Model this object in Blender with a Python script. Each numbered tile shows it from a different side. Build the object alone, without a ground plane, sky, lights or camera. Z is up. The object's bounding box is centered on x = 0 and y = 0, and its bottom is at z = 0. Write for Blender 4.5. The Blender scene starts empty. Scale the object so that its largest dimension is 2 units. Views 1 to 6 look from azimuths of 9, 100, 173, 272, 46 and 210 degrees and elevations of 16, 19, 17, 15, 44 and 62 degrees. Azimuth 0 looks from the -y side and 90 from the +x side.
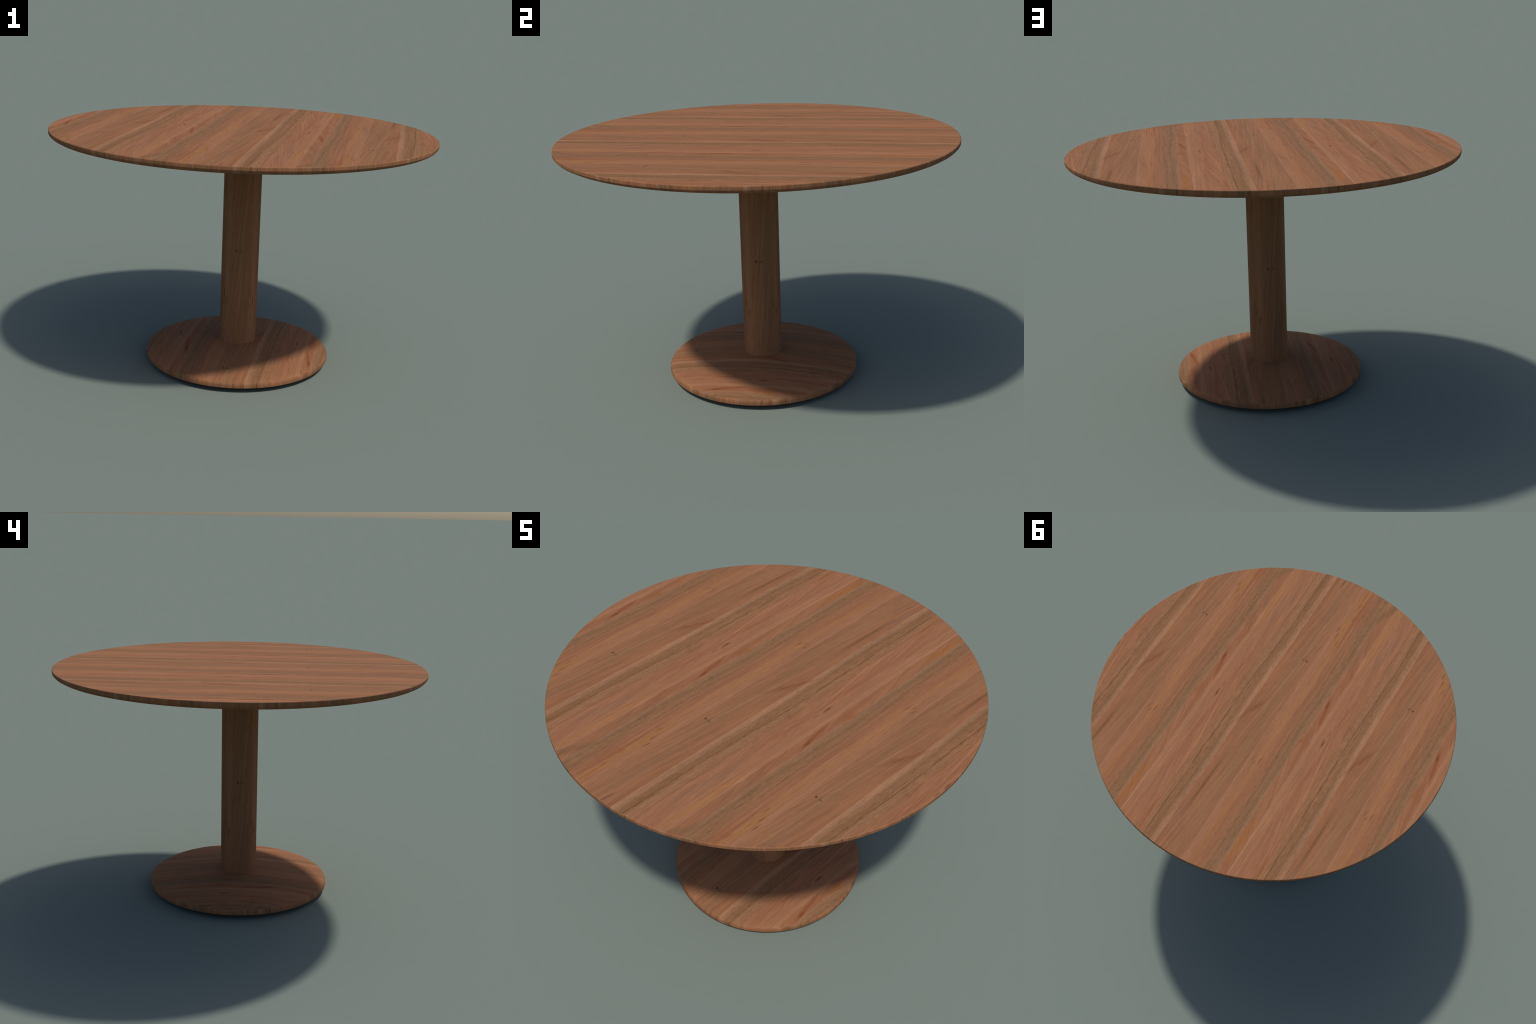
"""Round pedestal dining table in walnut veneer: disc top, cylinder column, low cone foot disc."""
import bpy, math
from mathutils import Vector

SEGMENTS = 256

# ------------------------------------------------------------------ node helpers
class Graph:
    """Small expression layer over shader math nodes."""
    def __init__(self, tree):
        self.t = tree

    def node(self, kind, **props):
        n = self.t.nodes.new(kind)
        for k, v in props.items():
            setattr(n, k, v)
        return n

    def put(self, socket, value):
        if isinstance(value, bpy.types.NodeSocket):
            self.t.links.new(value, socket)
        elif isinstance(value, (tuple, list)) and len(value) == 3 and len(socket.default_value) == 4:
            socket.default_value = (*value, 1.0)
        else:
            socket.default_value = value

    def math(self, op, a, b=0.0, c=0.0, clamp=False):
        n = self.node('ShaderNodeMath', operation=op, use_clamp=clamp)
        for s, v in zip(n.inputs, (a, b, c)):
            self.put(s, v)
        return n.outputs[0]

    def add(self, a, b): return self.math('ADD', a, b)
    def sub(self, a, b): return self.math('SUBTRACT', a, b)
    def mul(self, a, b): return self.math('MULTIPLY', a, b)
    def mad(self, a, b, c): return self.math('MULTIPLY_ADD', a, b, c)

    def smooth(self, x, lo, hi, out_lo=0.0, out_hi=1.0):
        n = self.node('ShaderNodeMapRange', interpolation_type='SMOOTHSTEP')
        for s, v in zip(n.inputs, (x, lo, hi, out_lo, out_hi)):
            self.put(s, v)
        return n.outputs[0]

    def vec(self, x, y, z=0.0):
        n = self.node('ShaderNodeCombineXYZ')
        for s, v in zip(n.inputs, (x, y, z)):
            self.put(s, v)
        return n.outputs[0]

    def noise(self, x, y, z=0.0, detail=2.0, rough=0.5):
        n = self.node('ShaderNodeTexNoise', noise_dimensions='3D')
        self.put(n.inputs['Vector'], self.vec(x, y, z))
        n.inputs['Scale'].default_value = 1.0
        n.inputs['Detail'].default_value = detail
        n.inputs['Roughness'].default_value = rough
        return n.outputs['Fac']

    def mix(self, fac, a, b, blend='MIX'):
        n = self.node('ShaderNodeMix', data_type='RGBA', blend_type=blend)
        self.put(n.inputs[0], fac)
        self.put(n.inputs[6], a)
        self.put(n.inputs[7], b)
        return n.outputs[2]

    def ramp(self, fac, stops):
        n = self.node('ShaderNodeValToRGB')
        cr = n.color_ramp
        while len(cr.elements) < len(stops):
            cr.elements.new(0.5)
        for e, (p, c) in zip(cr.elements, stops):
            e.position = p
            e.color = (*c, 1.0)
        self.put(n.inputs[0], fac)
        return n.outputs[0]


LIGHT = (1.14, 1.15, 1.24)      # how this set's sun and sky scale a level albedo


def wood(r, g, b):
    """Albedo of a wood tone from its sunlit 8-bit look."""
    lin = [(c / 255 / 12.92 if c < 11 else ((c / 255 + 0.055) / 1.055) ** 2.4) for c in (r, g, b)]
    return tuple(l / k for l, k in zip(lin, LIGHT))


MEAN_TONE = (145, 101, 74)


def calm(c, k):
    """Pull a tone part of the way to the wood's mean tone."""
    return tuple(a + (m - a) * k for a, m in zip(c, MEAN_TONE))


PERIOD = 2.0 / 3.0              # the veneer pattern repeats across the grain
EDGES = dict(knot_strip=(-0.033, 0.130), brown_strip=(0.130, 0.248), red_strip=(0.248, 0.3333),
             pink_strip=(-0.3333, -0.277), curl_strip=(-0.277, -0.226),
             grey_strip=(-0.226, -0.146), orange_strip=(-0.146, -0.033))

# strip tones across the grain: (distance across one repeat, sunlit tone)
TONES = [
    (-0.3333, (151, 105, 79)), (-0.300, (153, 107, 80)), (-0.2785, (157, 112, 86)),
    (-0.2755, (146, 99, 73)), (-0.250, (143, 96, 70)), (-0.2275, (146, 100, 75)),
    (-0.2250, (143, 107, 82)), (-0.205, (130, 97, 73)), (-0.175, (133, 97, 72)), (-0.150, (140, 98, 73)),
    (-0.132, (144, 97, 72)), (-0.108, (147, 101, 74)), (-0.080, (152, 106, 76)), (-0.056, (155, 109, 83)),
    (-0.0345, (154, 109, 83)), (-0.0315, (142, 99, 73)), (0.000, (142, 99, 73)), (0.030, (139, 100, 74)),
    (0.062, (142, 99, 73)), (0.095, (141, 97, 71)), (0.1285, (138, 93, 67)),
    (0.1315, (156, 112, 86)), (0.150, (152, 114, 88)), (0.166, (130, 94, 69)), (0.192, (134, 96, 69)),
    (0.214, (145, 105, 80)), (0.236, (146, 105, 79)), (0.2465, (141, 96, 66)),
    (0.2510, (148, 103, 78)), (0.285, (147, 100, 75)), (0.310, (145, 98, 73)), (0.3330, (148, 102, 77)),
]

# local figure: (across, along, half width, half length, lean, sunlit tone, strength)
FIGURE = [
    # orange flames
    (-0.078, -0.660, 0.020, 0.130, 0.00, (155, 107, 67), 0.70),
    (-0.086, -0.900, 0.016, 0.110, 0.03, (154, 100, 60), 0.60),
    (-0.304, -0.700, 0.018, 0.330, 0.02, (153, 105, 70), 0.75),
    (-0.076, 0.120, 0.016, 0.260, -0.02, (157, 109, 74), 0.50),
    (-0.092, 0.680, 0.014, 0.240, 0.03, (154, 104, 68), 0.60),
    (-0.236, 0.090, 0.010, 0.060, 0.04, (142, 88, 54), 0.80),
    (-0.243, 0.760, 0.017, 0.150, 0.04, (148, 96, 56), 0.90),
    (-0.118, -0.800, 0.012, 0.190, 0.00, (140, 86, 60), 0.65),
    (0.246, 0.860, 0.010, 0.140, -0.10, (141, 87, 54), 0.75),
    (0.246, 0.100, 0.004, 0.500, 0.00, (143, 92, 56), 0.50),
    # dark red-brown curl beside the grey strip
    (-0.254, -0.110, 0.014, 0.120, -0.18, (128, 78, 52), 0.85),
    (-0.246, -0.168, 0.008, 0.026, 0.00, (112, 64, 40), 0.60),
    (-0.262, 0.180, 0.008, 0.140, -0.10, (136, 84, 58), 0.50),
    (-0.268, -0.400, 0.010, 0.080, -0.10, (134, 86, 60), 0.60),
    (-0.252, -0.900, 0.026, 0.120, 0.25, (122, 89, 64), 0.85),
    (-0.250, -0.560, 0.020, 0.140, 0.05, (136, 98, 74), 0.60),
    # darker wedges in the knot strip
    (0.094, 0.045, 0.014, 0.120, 0.40, (131, 83, 58), 0.80),
    (0.094, 0.620, 0.011, 0.260, 0.03, (122, 82, 57), 0.75),
    (0.108, 0.820, 0.013, 0.110, 0.05, (140, 104, 87), 0.60),
    (0.077, -0.970, 0.006, 0.040, 0.10, (104, 74, 60), 0.80),
    (0.050, -0.250, 0.010, 0.320, 0.05, (133, 97, 72), 0.60),
    (0.012, 0.350, 0.014, 0.330, 0.02, (134, 101, 74), 0.60),
    (0.058, -0.720, 0.016, 0.190, 0.05, (136, 98, 78), 0.60),
    # red strip shadows and its bark pocket
    (0.300, -0.180, 0.011, 0.100, 0.10, (138, 86, 62), 0.75),
    (0.282, -0.110, 0.007, 0.110, 0.14, (137, 88, 60), 0.60),
    (0.300, -0.640, 0.020, 0.260, 0.08, (137, 99, 78), 0.70),
    (0.305, 0.250, 0.012, 0.200, 0.02, (139, 88, 64), 0.55),
    (0.3285, 0.056, 0.0058, 0.030, -0.05, (106, 66, 46), 0.90),
    (0.3250, -0.010, 0.004, 0.020, 0.10, (122, 76, 54), 0.70),
    # short orange dashes
    (-0.062, 0.312, 0.004, 0.020, 0.20, (134, 86, 54), 0.70),
    (-0.098, 0.312, 0.005, 0.022, 0.15, (132, 84, 52), 0.75),
    (-0.075, 0.338, 0.005, 0.018, 0.25, (134, 86, 54), 0.70),
    (-0.090, -0.560, 0.004, 0.022, 0.05, (134, 86, 44), 0.80),
    (-0.066, -0.610, 0.004, 0.020, 0.10, (134, 86, 46), 0.75),
    (-0.052, -0.655, 0.0035, 0.026, 0.05, (116, 70, 48), 0.80),
    (-0.096, -0.760, 0.004, 0.024, 0.05, (128, 80, 42), 0.80),
    (-0.088, -0.860, 0.004, 0.022, 0.05, (128, 80, 44), 0.75),
    # knots
    (-0.003, -0.367, 0.0058, 0.0075, 0.00, (82, 57, 42), 0.95),
    (0.0200, -0.368, 0.0095, 0.0060, 0.00, (98, 68, 50), 0.85),
    (0.0090, -0.385, 0.0100, 0.0900, 0.12, (128, 92, 68), 0.70),
]


def veneer_group():
    """(across, along) in metres -> walnut veneer colour and grain height."""
    tree = bpy.data.node_groups.new('walnut_veneer', 'ShaderNodeTree')
    for name in ('across', 'along'):
        tree.interface.new_socket(name, in_out='INPUT', socket_type='NodeSocketFloat')
    tree.interface.new_socket('color', in_out='OUTPUT', socket_type='NodeSocketColor')
    tree.interface.new_socket('height', in_out='OUTPUT', socket_type='NodeSocketFloat')
    g = Graph(tree)
    gin, gout = g.node('NodeGroupInput'), g.node('NodeGroupOutput')
    across, v = gin.outputs[0], gin.outputs[1]
    half = PERIOD / 2
    u = g.math('WRAP', across, half, -half)

    # slow drift of the fibres; strip joints stay almost straight
    drift = g.sub(g.noise(g.mul(u, 7.0), g.mul(v, 1.7), 3.1, 1.0), 0.5)
    ripple = g.sub(g.noise(g.mul(u, 24.0), g.mul(v, 4.5), 9.7, 1.0), 0.5)
    bent = g.mad(drift, 0.030, g.mad(ripple, 0.006, u))
    joint = g.mad(drift, 0.012, g.mad(ripple, 0.003, u))

    stops = [((p + half) / PERIOD, wood(*calm(c, 0.22))) for p, c in TONES]
    tone = g.ramp(g.math('DIVIDE', g.add(joint, half), PERIOD), stops)

    def strip(name, soft=0.002):
        lo, hi = EDGES[name]
        return g.mul(g.smooth(u, lo - soft, lo + soft), g.smooth(u, hi - soft, hi + soft, 1.0, 0.0))

    # strips with lively, curved figure and strips with speckled pores
    curly = g.add(g.add(strip('red_strip'), strip('curl_strip')),
                  g.add(g.mul(strip('knot_strip'), 0.7), g.mul(strip('pink_strip'), 0.6)))
    speckled = g.math('MAXIMUM', strip('brown_strip', 0.012), strip('grey_strip', 0.012))

    # each strip was sliced at its own angle to the grain
    slope = g.mul(strip('knot_strip', 0.0004), 0.085)
    slope = g.mad(strip('curl_strip', 0.0004), -0.20, slope)
    slope = g.mad(strip('red_strip', 0.0004), -0.13, slope)
    slope = g.mad(strip('pink_strip', 0.0004), 0.03, slope)
    slope = g.mad(strip('brown_strip', 0.0004), 0.015, slope)
    cut = g.sub(bent, g.mul(slope, v))

    # figure is broken up by the fibres that cross it
    fray = g.sub(g.noise(g.mul(cut, 150.0), g.mul(v, 4.0), 31.0, 3.0, 0.65), 0.5)
    fleck = g.sub(g.noise(g.mul(u, 240.0), g.mul(v, 70.0), 37.0, 2.0), 0.5)

    # local figure
    for cu, cv, a, b, lean, c, strength in FIGURE:
        du = g.sub(bent if b > 0.05 else u, cu)
        dv = g.sub(v, cv)
        du = g.mad(dv, -lean, du)
        d = g.math('SQRT', g.add(g.math('POWER', g.math('ABSOLUTE', g.mul(du, 1 / a)), 2.0),
                                 g.math('POWER', g.math('ABSOLUTE', g.mul(dv, 1 / b)), 2.0)))
        large = b > 0.045
        d = g.mad(fray, 2.2, d) if large else g.mad(fleck, 0.9, d)
        tone = g.mix(g.smooth(d, 0.20 if large else 0.40, 1.35, strength, 0.0), tone, wood(*c))

    # the one dark growth line in the brown strip
    sway = g.noise(0.0, g.mul(v, 9.0), 5.5, 1.0)
    line_at = g.mad(sway, 0.008, g.smooth(v, -0.55, -0.05, 0.188, 0.205))
    line = g.smooth(g.math('ABSOLUTE', g.sub(u, line_at)), 0.0003, 0.0065, 1.0, 0.0)
    line = g.mul(line, g.smooth(g.noise(3.0, g.mul(v, 14.0), 7.5, 2.0), 0.30, 0.60, 0.35, 0.80))
    tone = g.mix(line, tone, wood(108, 75, 46))

    # broad streaks, fibres, growth lines and pores as lightness
    broad = g.sub(g.noise(g.mul(cut, 60.0), g.mul(v, 1.3), 1.7, 3.0, 0.6), 0.5)
    fibre = g.sub(g.noise(g.mul(cut, 170.0), g.mul(v, 2.6), 4.2, 3.0, 0.65), 0.5)
    fine = g.sub(g.noise(g.mul(cut, 420.0), g.mul(v, 14.0), 8.8, 2.0, 0.6), 0.5)
    pore = g.smooth(g.noise(g.mul(cut, 400.0), g.mul(v, 42.0), 2.4, 2.0), 0.50, 0.72)
    glint = g.smooth(g.noise(g.mul(cut, 400.0), g.mul(v, 38.0), 12.4, 2.0), 0.54, 0.74)

    swirl = g.noise(g.mul(u, 9.0), g.mul(v, 2.6), 6.3, 2.0)
    phase = g.mad(cut, 760.0, g.mul(swirl, 40.0))
    rings = g.math('POWER', g.mad(g.math('SINE', phase), 0.5, 0.5), 3.0)
    rings = g.mul(rings, g.smooth(g.noise(g.mul(u, 30.0), g.mul(v, 2.2), 14.0, 1.0), 0.42, 0.62))
    rings = g.mul(rings, curly)

    light = g.mad(broad, 0.50, 0.950)
    light = g.mad(fibre, 0.62, light)
    light = g.mad(fine, 0.50, light)
    light = g.mad(rings, 0.22, light)
    light = g.mad(g.mul(pore, g.mad(speckled, 0.7, 0.40)), -0.23, light)
    light = g.mad(g.mul(glint, g.mad(speckled, 0.6, 0.45)), 0.25, light)
    grey = g.node('ShaderNodeCombineColor')
    for s in grey.inputs:
        g.put(s, light)
    color = g.mix(1.0, tone, grey.outputs[0], 'MULTIPLY')
    # streaks lean warm or dusky by turns
    hue = g.noise(g.mul(bent, 38.0), g.mul(v, 1.1), 21.0, 2.0)
    color = g.mix(g.smooth(hue, 0.52, 0.72, 0.0, 0.35), color, g.mix(1.0, color, (1.03, 0.97, 0.86), 'MULTIPLY'))
    color = g.mix(g.smooth(hue, 0.28, 0.48, 0.40, 0.0), color, g.mix(1.0, color, (0.93, 1.02, 1.06), 'MULTIPLY'))
    tree.links.new(color, gout.inputs[0])
    tree.links.new(g.mad(pore, -0.6, g.add(fibre, fine)), gout.inputs[1])
    return tree


def walnut(name, group, upright):
    """Veneer laid flat (grain along y) or upright round a turned part (grain along z, four sheets)."""
    mat = bpy.data.materials.new(name)
    mat.use_nodes = True
    t = mat.node_tree
    g = Graph(t)
    bsdf = t.nodes['Principled BSDF']
    coord = g.node('ShaderNodeTexCoord')
    sep = g.node('ShaderNodeSeparateXYZ')
    t.links.new(coord.outputs['Object'], sep.inputs[0])
    x, y, z = sep.outputs
    sheet = g.node('ShaderNodeGroup')
    sheet.node_tree = group
    if upright:
        side = g.math('GREATER_THAN', g.math('ABSOLUTE', x), g.math('ABSOLUTE', y))
        u_x = g.mul(y, g.math('SIGN', x))
        u_y = g.mul(g.mul(x, -1.0), g.math('SIGN', y))
        u = g.add(g.mul(u_x, side), g.mul(u_y, g.sub(1.0, side)))
        v = g.sub(z, 1.0)
    else:
        u, v = x, y
    t.links.new(u, sheet.inputs[0])
    t.links.new(v, sheet.inputs[1])
    t.links.new(sheet.outputs[0], bsdf.inputs['Base Color'])
    bsdf.inputs['Roughness'].default_value = 0.75
    bsdf.inputs['Specular IOR Level'].default_value = 0.03
    bump = g.node('ShaderNodeBump')
    bump.inputs['Strength'].default_value = 0.08
    bump.inputs['Distance'].default_value = 0.0006
    t.links.new(sheet.outputs[1], bump.inputs['Height'])
    t.links.new(bump.outputs[0], bsdf.inputs['Normal'])
    return mat


def plain(name, color, rough):
    mat = bpy.data.materials.new(name)
    mat.use_nodes = True
    g = Graph(mat.node_tree)
    bsdf = mat.node_tree.nodes['Principled BSDF']
    coord = g.node('ShaderNodeTexCoord')
    n = g.node('ShaderNodeTexNoise')
    n.inputs['Scale'].default_value = 60.0
    mat.node_tree.links.new(coord.outputs['Object'], n.inputs['Vector'])
    c = g.mix(n.outputs['Fac'], tuple(k * 0.85 for k in color), tuple(k * 1.15 for k in color))
    mat.node_tree.links.new(c, bsdf.inputs['Base Color'])
    bsdf.inputs['Roughness'].default_value = rough
    return mat


# ------------------------------------------------------------------ turned parts
def turned(name, profile, mats, parent, segments=SEGMENTS):
    """Lathe. profile rows: (radius, height, normal pitch in degrees, material of the band below).

    The pitch (90 up, 0 outward, -90 down) sets the smooth shading normal of that ring."""
    verts, faces, slots, normals, rings = [], [], [], [], []
    for r, z, pitch, slot in profile:
        p = math.radians(pitch)
        if r == 0.0:
            rings.append([len(verts)])
            verts.append((0, 0, z))
            normals.append((0, 0, math.copysign(1, pitch)))
            continue
        ids = []
        for i in range(segments):
            a = 2 * math.pi * i / segments
            ids.append(len(verts))
            verts.append((r * math.cos(a), r * math.sin(a), z))
            normals.append((math.cos(p) * math.cos(a), math.cos(p) * math.sin(a), math.sin(p)))
        rings.append(ids)
    for k in range(len(rings) - 1):
        a, b, slot = rings[k], rings[k + 1], profile[k][3]
        for i in range(segments):
            j = (i + 1) % segments
            if len(a) == 1:
                f = (a[0], b[i], b[j])
            elif len(b) == 1:
                f = (a[i], b[0], a[j])
            else:
                f = (a[i], b[i], b[j], a[j])
            faces.append(f)
            slots.append(slot)
    me = bpy.data.meshes.new(name)
    me.from_pydata(verts, [], faces)
    for m in mats:
        me.materials.append(m)
    me.polygons.foreach_set('material_index', slots)
    me.polygons.foreach_set('use_smooth', [True] * len(faces))
    me.update()
    me.normals_split_custom_set_from_vertices([Vector(n) for n in normals])
    ob = bpy.data.objects.new(name, me)
    bpy.context.scene.collection.objects.link(ob)
    ob.parent = parent
    return ob


def quarter_round(r, z, w, h, pitch_top, slot, steps=5, switch=2):
    """Eased arris from (r - w, z + h) down to (r, z); the sheet turns over the edge part way."""
    rows = []
    for i in range(steps + 1):
        a = math.radians(90 * (1 - i / steps))
        pitch = pitch_top * (1 - i / steps)
        rows.append((r - w + w * math.cos(a), z + h * math.sin(a), pitch, 0 if i < switch else slot))
    return rows


group = veneer_group()
FLAT = walnut('walnut_flat', group, False)
UPRIGHT = walnut('walnut_upright', group, True)
DARK = plain('dark_felt', (0.018, 0.016, 0.015), 0.9)

TOP_R, TOP_Z, TOP_ARRIS, TOP_UNDER = 1.0, 1.2611, 1.2420, 1.2165
COLUMN_R = 0.100
BASE_R, BASE_UNDER = 0.5, 0.0235

table = bpy.data.objects.new('pedestal_table', None)
bpy.context.scene.collection.objects.link(table)
table['label'] = 'round walnut pedestal table with thick column and disc foot'
table['category'] = 'table'

top_profile = ([(0.0, TOP_Z, 90, 0), (0.90, TOP_Z, 90, 0)]
               + quarter_round(TOP_R, TOP_Z - 0.0050, 0.0050, 0.0050, 90, 1)
               + [(TOP_R, TOP_ARRIS + 0.002, -4, 1), (TOP_R - 0.0008, TOP_ARRIS, -30, 1),
                  (0.9920, 0.5 * (TOP_ARRIS + TOP_UNDER) + 0.0048, -52, 1), (0.9780, 0.5 * (TOP_ARRIS + TOP_UNDER) - 0.0028, -64, 0),
                  (0.9560, TOP_UNDER + 0.0038, -74, 0), (0.9300, TOP_UNDER + 0.0014, -82, 0), (0.9000, TOP_UNDER, -88, 0), (0.0, TOP_UNDER, -90, 0)])
turned('tabletop', top_profile, [FLAT, UPRIGHT], table)

column_profile = [(0.0, 1.226, 90, 1), (COLUMN_R - 0.001, 1.226, 45, 1), (COLUMN_R, 1.2245, 0, 1), (COLUMN_R, 0.090, 0, 1),
                  (COLUMN_R - 0.001, 0.0885, -45, 1), (0.0, 0.0885, -90, 1)]
turned('column', column_profile, [FLAT, UPRIGHT], table, 128)

SHOULDER = (0.430, 0.0674)
slope = (0.107 - SHOULDER[1]) / (SHOULDER[0] - COLUMN_R)
cone_pitch = 90 - math.degrees(math.atan(slope))
apex = 0.107 + slope * COLUMN_R
base_profile = ([(0.0, apex, 90, 0)]
                + [(r, apex - slope * r, cone_pitch, 0) for r in (0.02, 0.1, 0.2, 0.3, 0.4)]
                + [(*SHOULDER, cone_pitch - 1, 0), (0.455, 0.0634, 79, 0), (0.473, 0.0598, 75, 0), (0.4855, 0.0562, 67, 0),
                   (0.4935, 0.0520, 50, 1), (0.4980, 0.0470, 28, 1), (BASE_R, 0.0400, 6, 1),
                   (BASE_R, BASE_UNDER + 0.003, -4, 1), (BASE_R - 0.001, BASE_UNDER + 0.0006, -40, 1),
                   (BASE_R - 0.004, BASE_UNDER, -86, 0), (0.0, BASE_UNDER, -90, 0)])
turned('foot_disc', base_profile, [FLAT, UPRIGHT], table)

GLIDE_R = 0.450
glide_profile = [(0.0, BASE_UNDER + 0.002, 90, 0), (GLIDE_R - 0.002, BASE_UNDER + 0.002, 45, 0), (GLIDE_R, BASE_UNDER, 0, 0),
                 (GLIDE_R, 0.002, 0, 0), (GLIDE_R - 0.002, 0.0, -60, 0), (0.0, 0.0, -90, 0)]
turned('floor_glide', glide_profile, [DARK], table, 192)
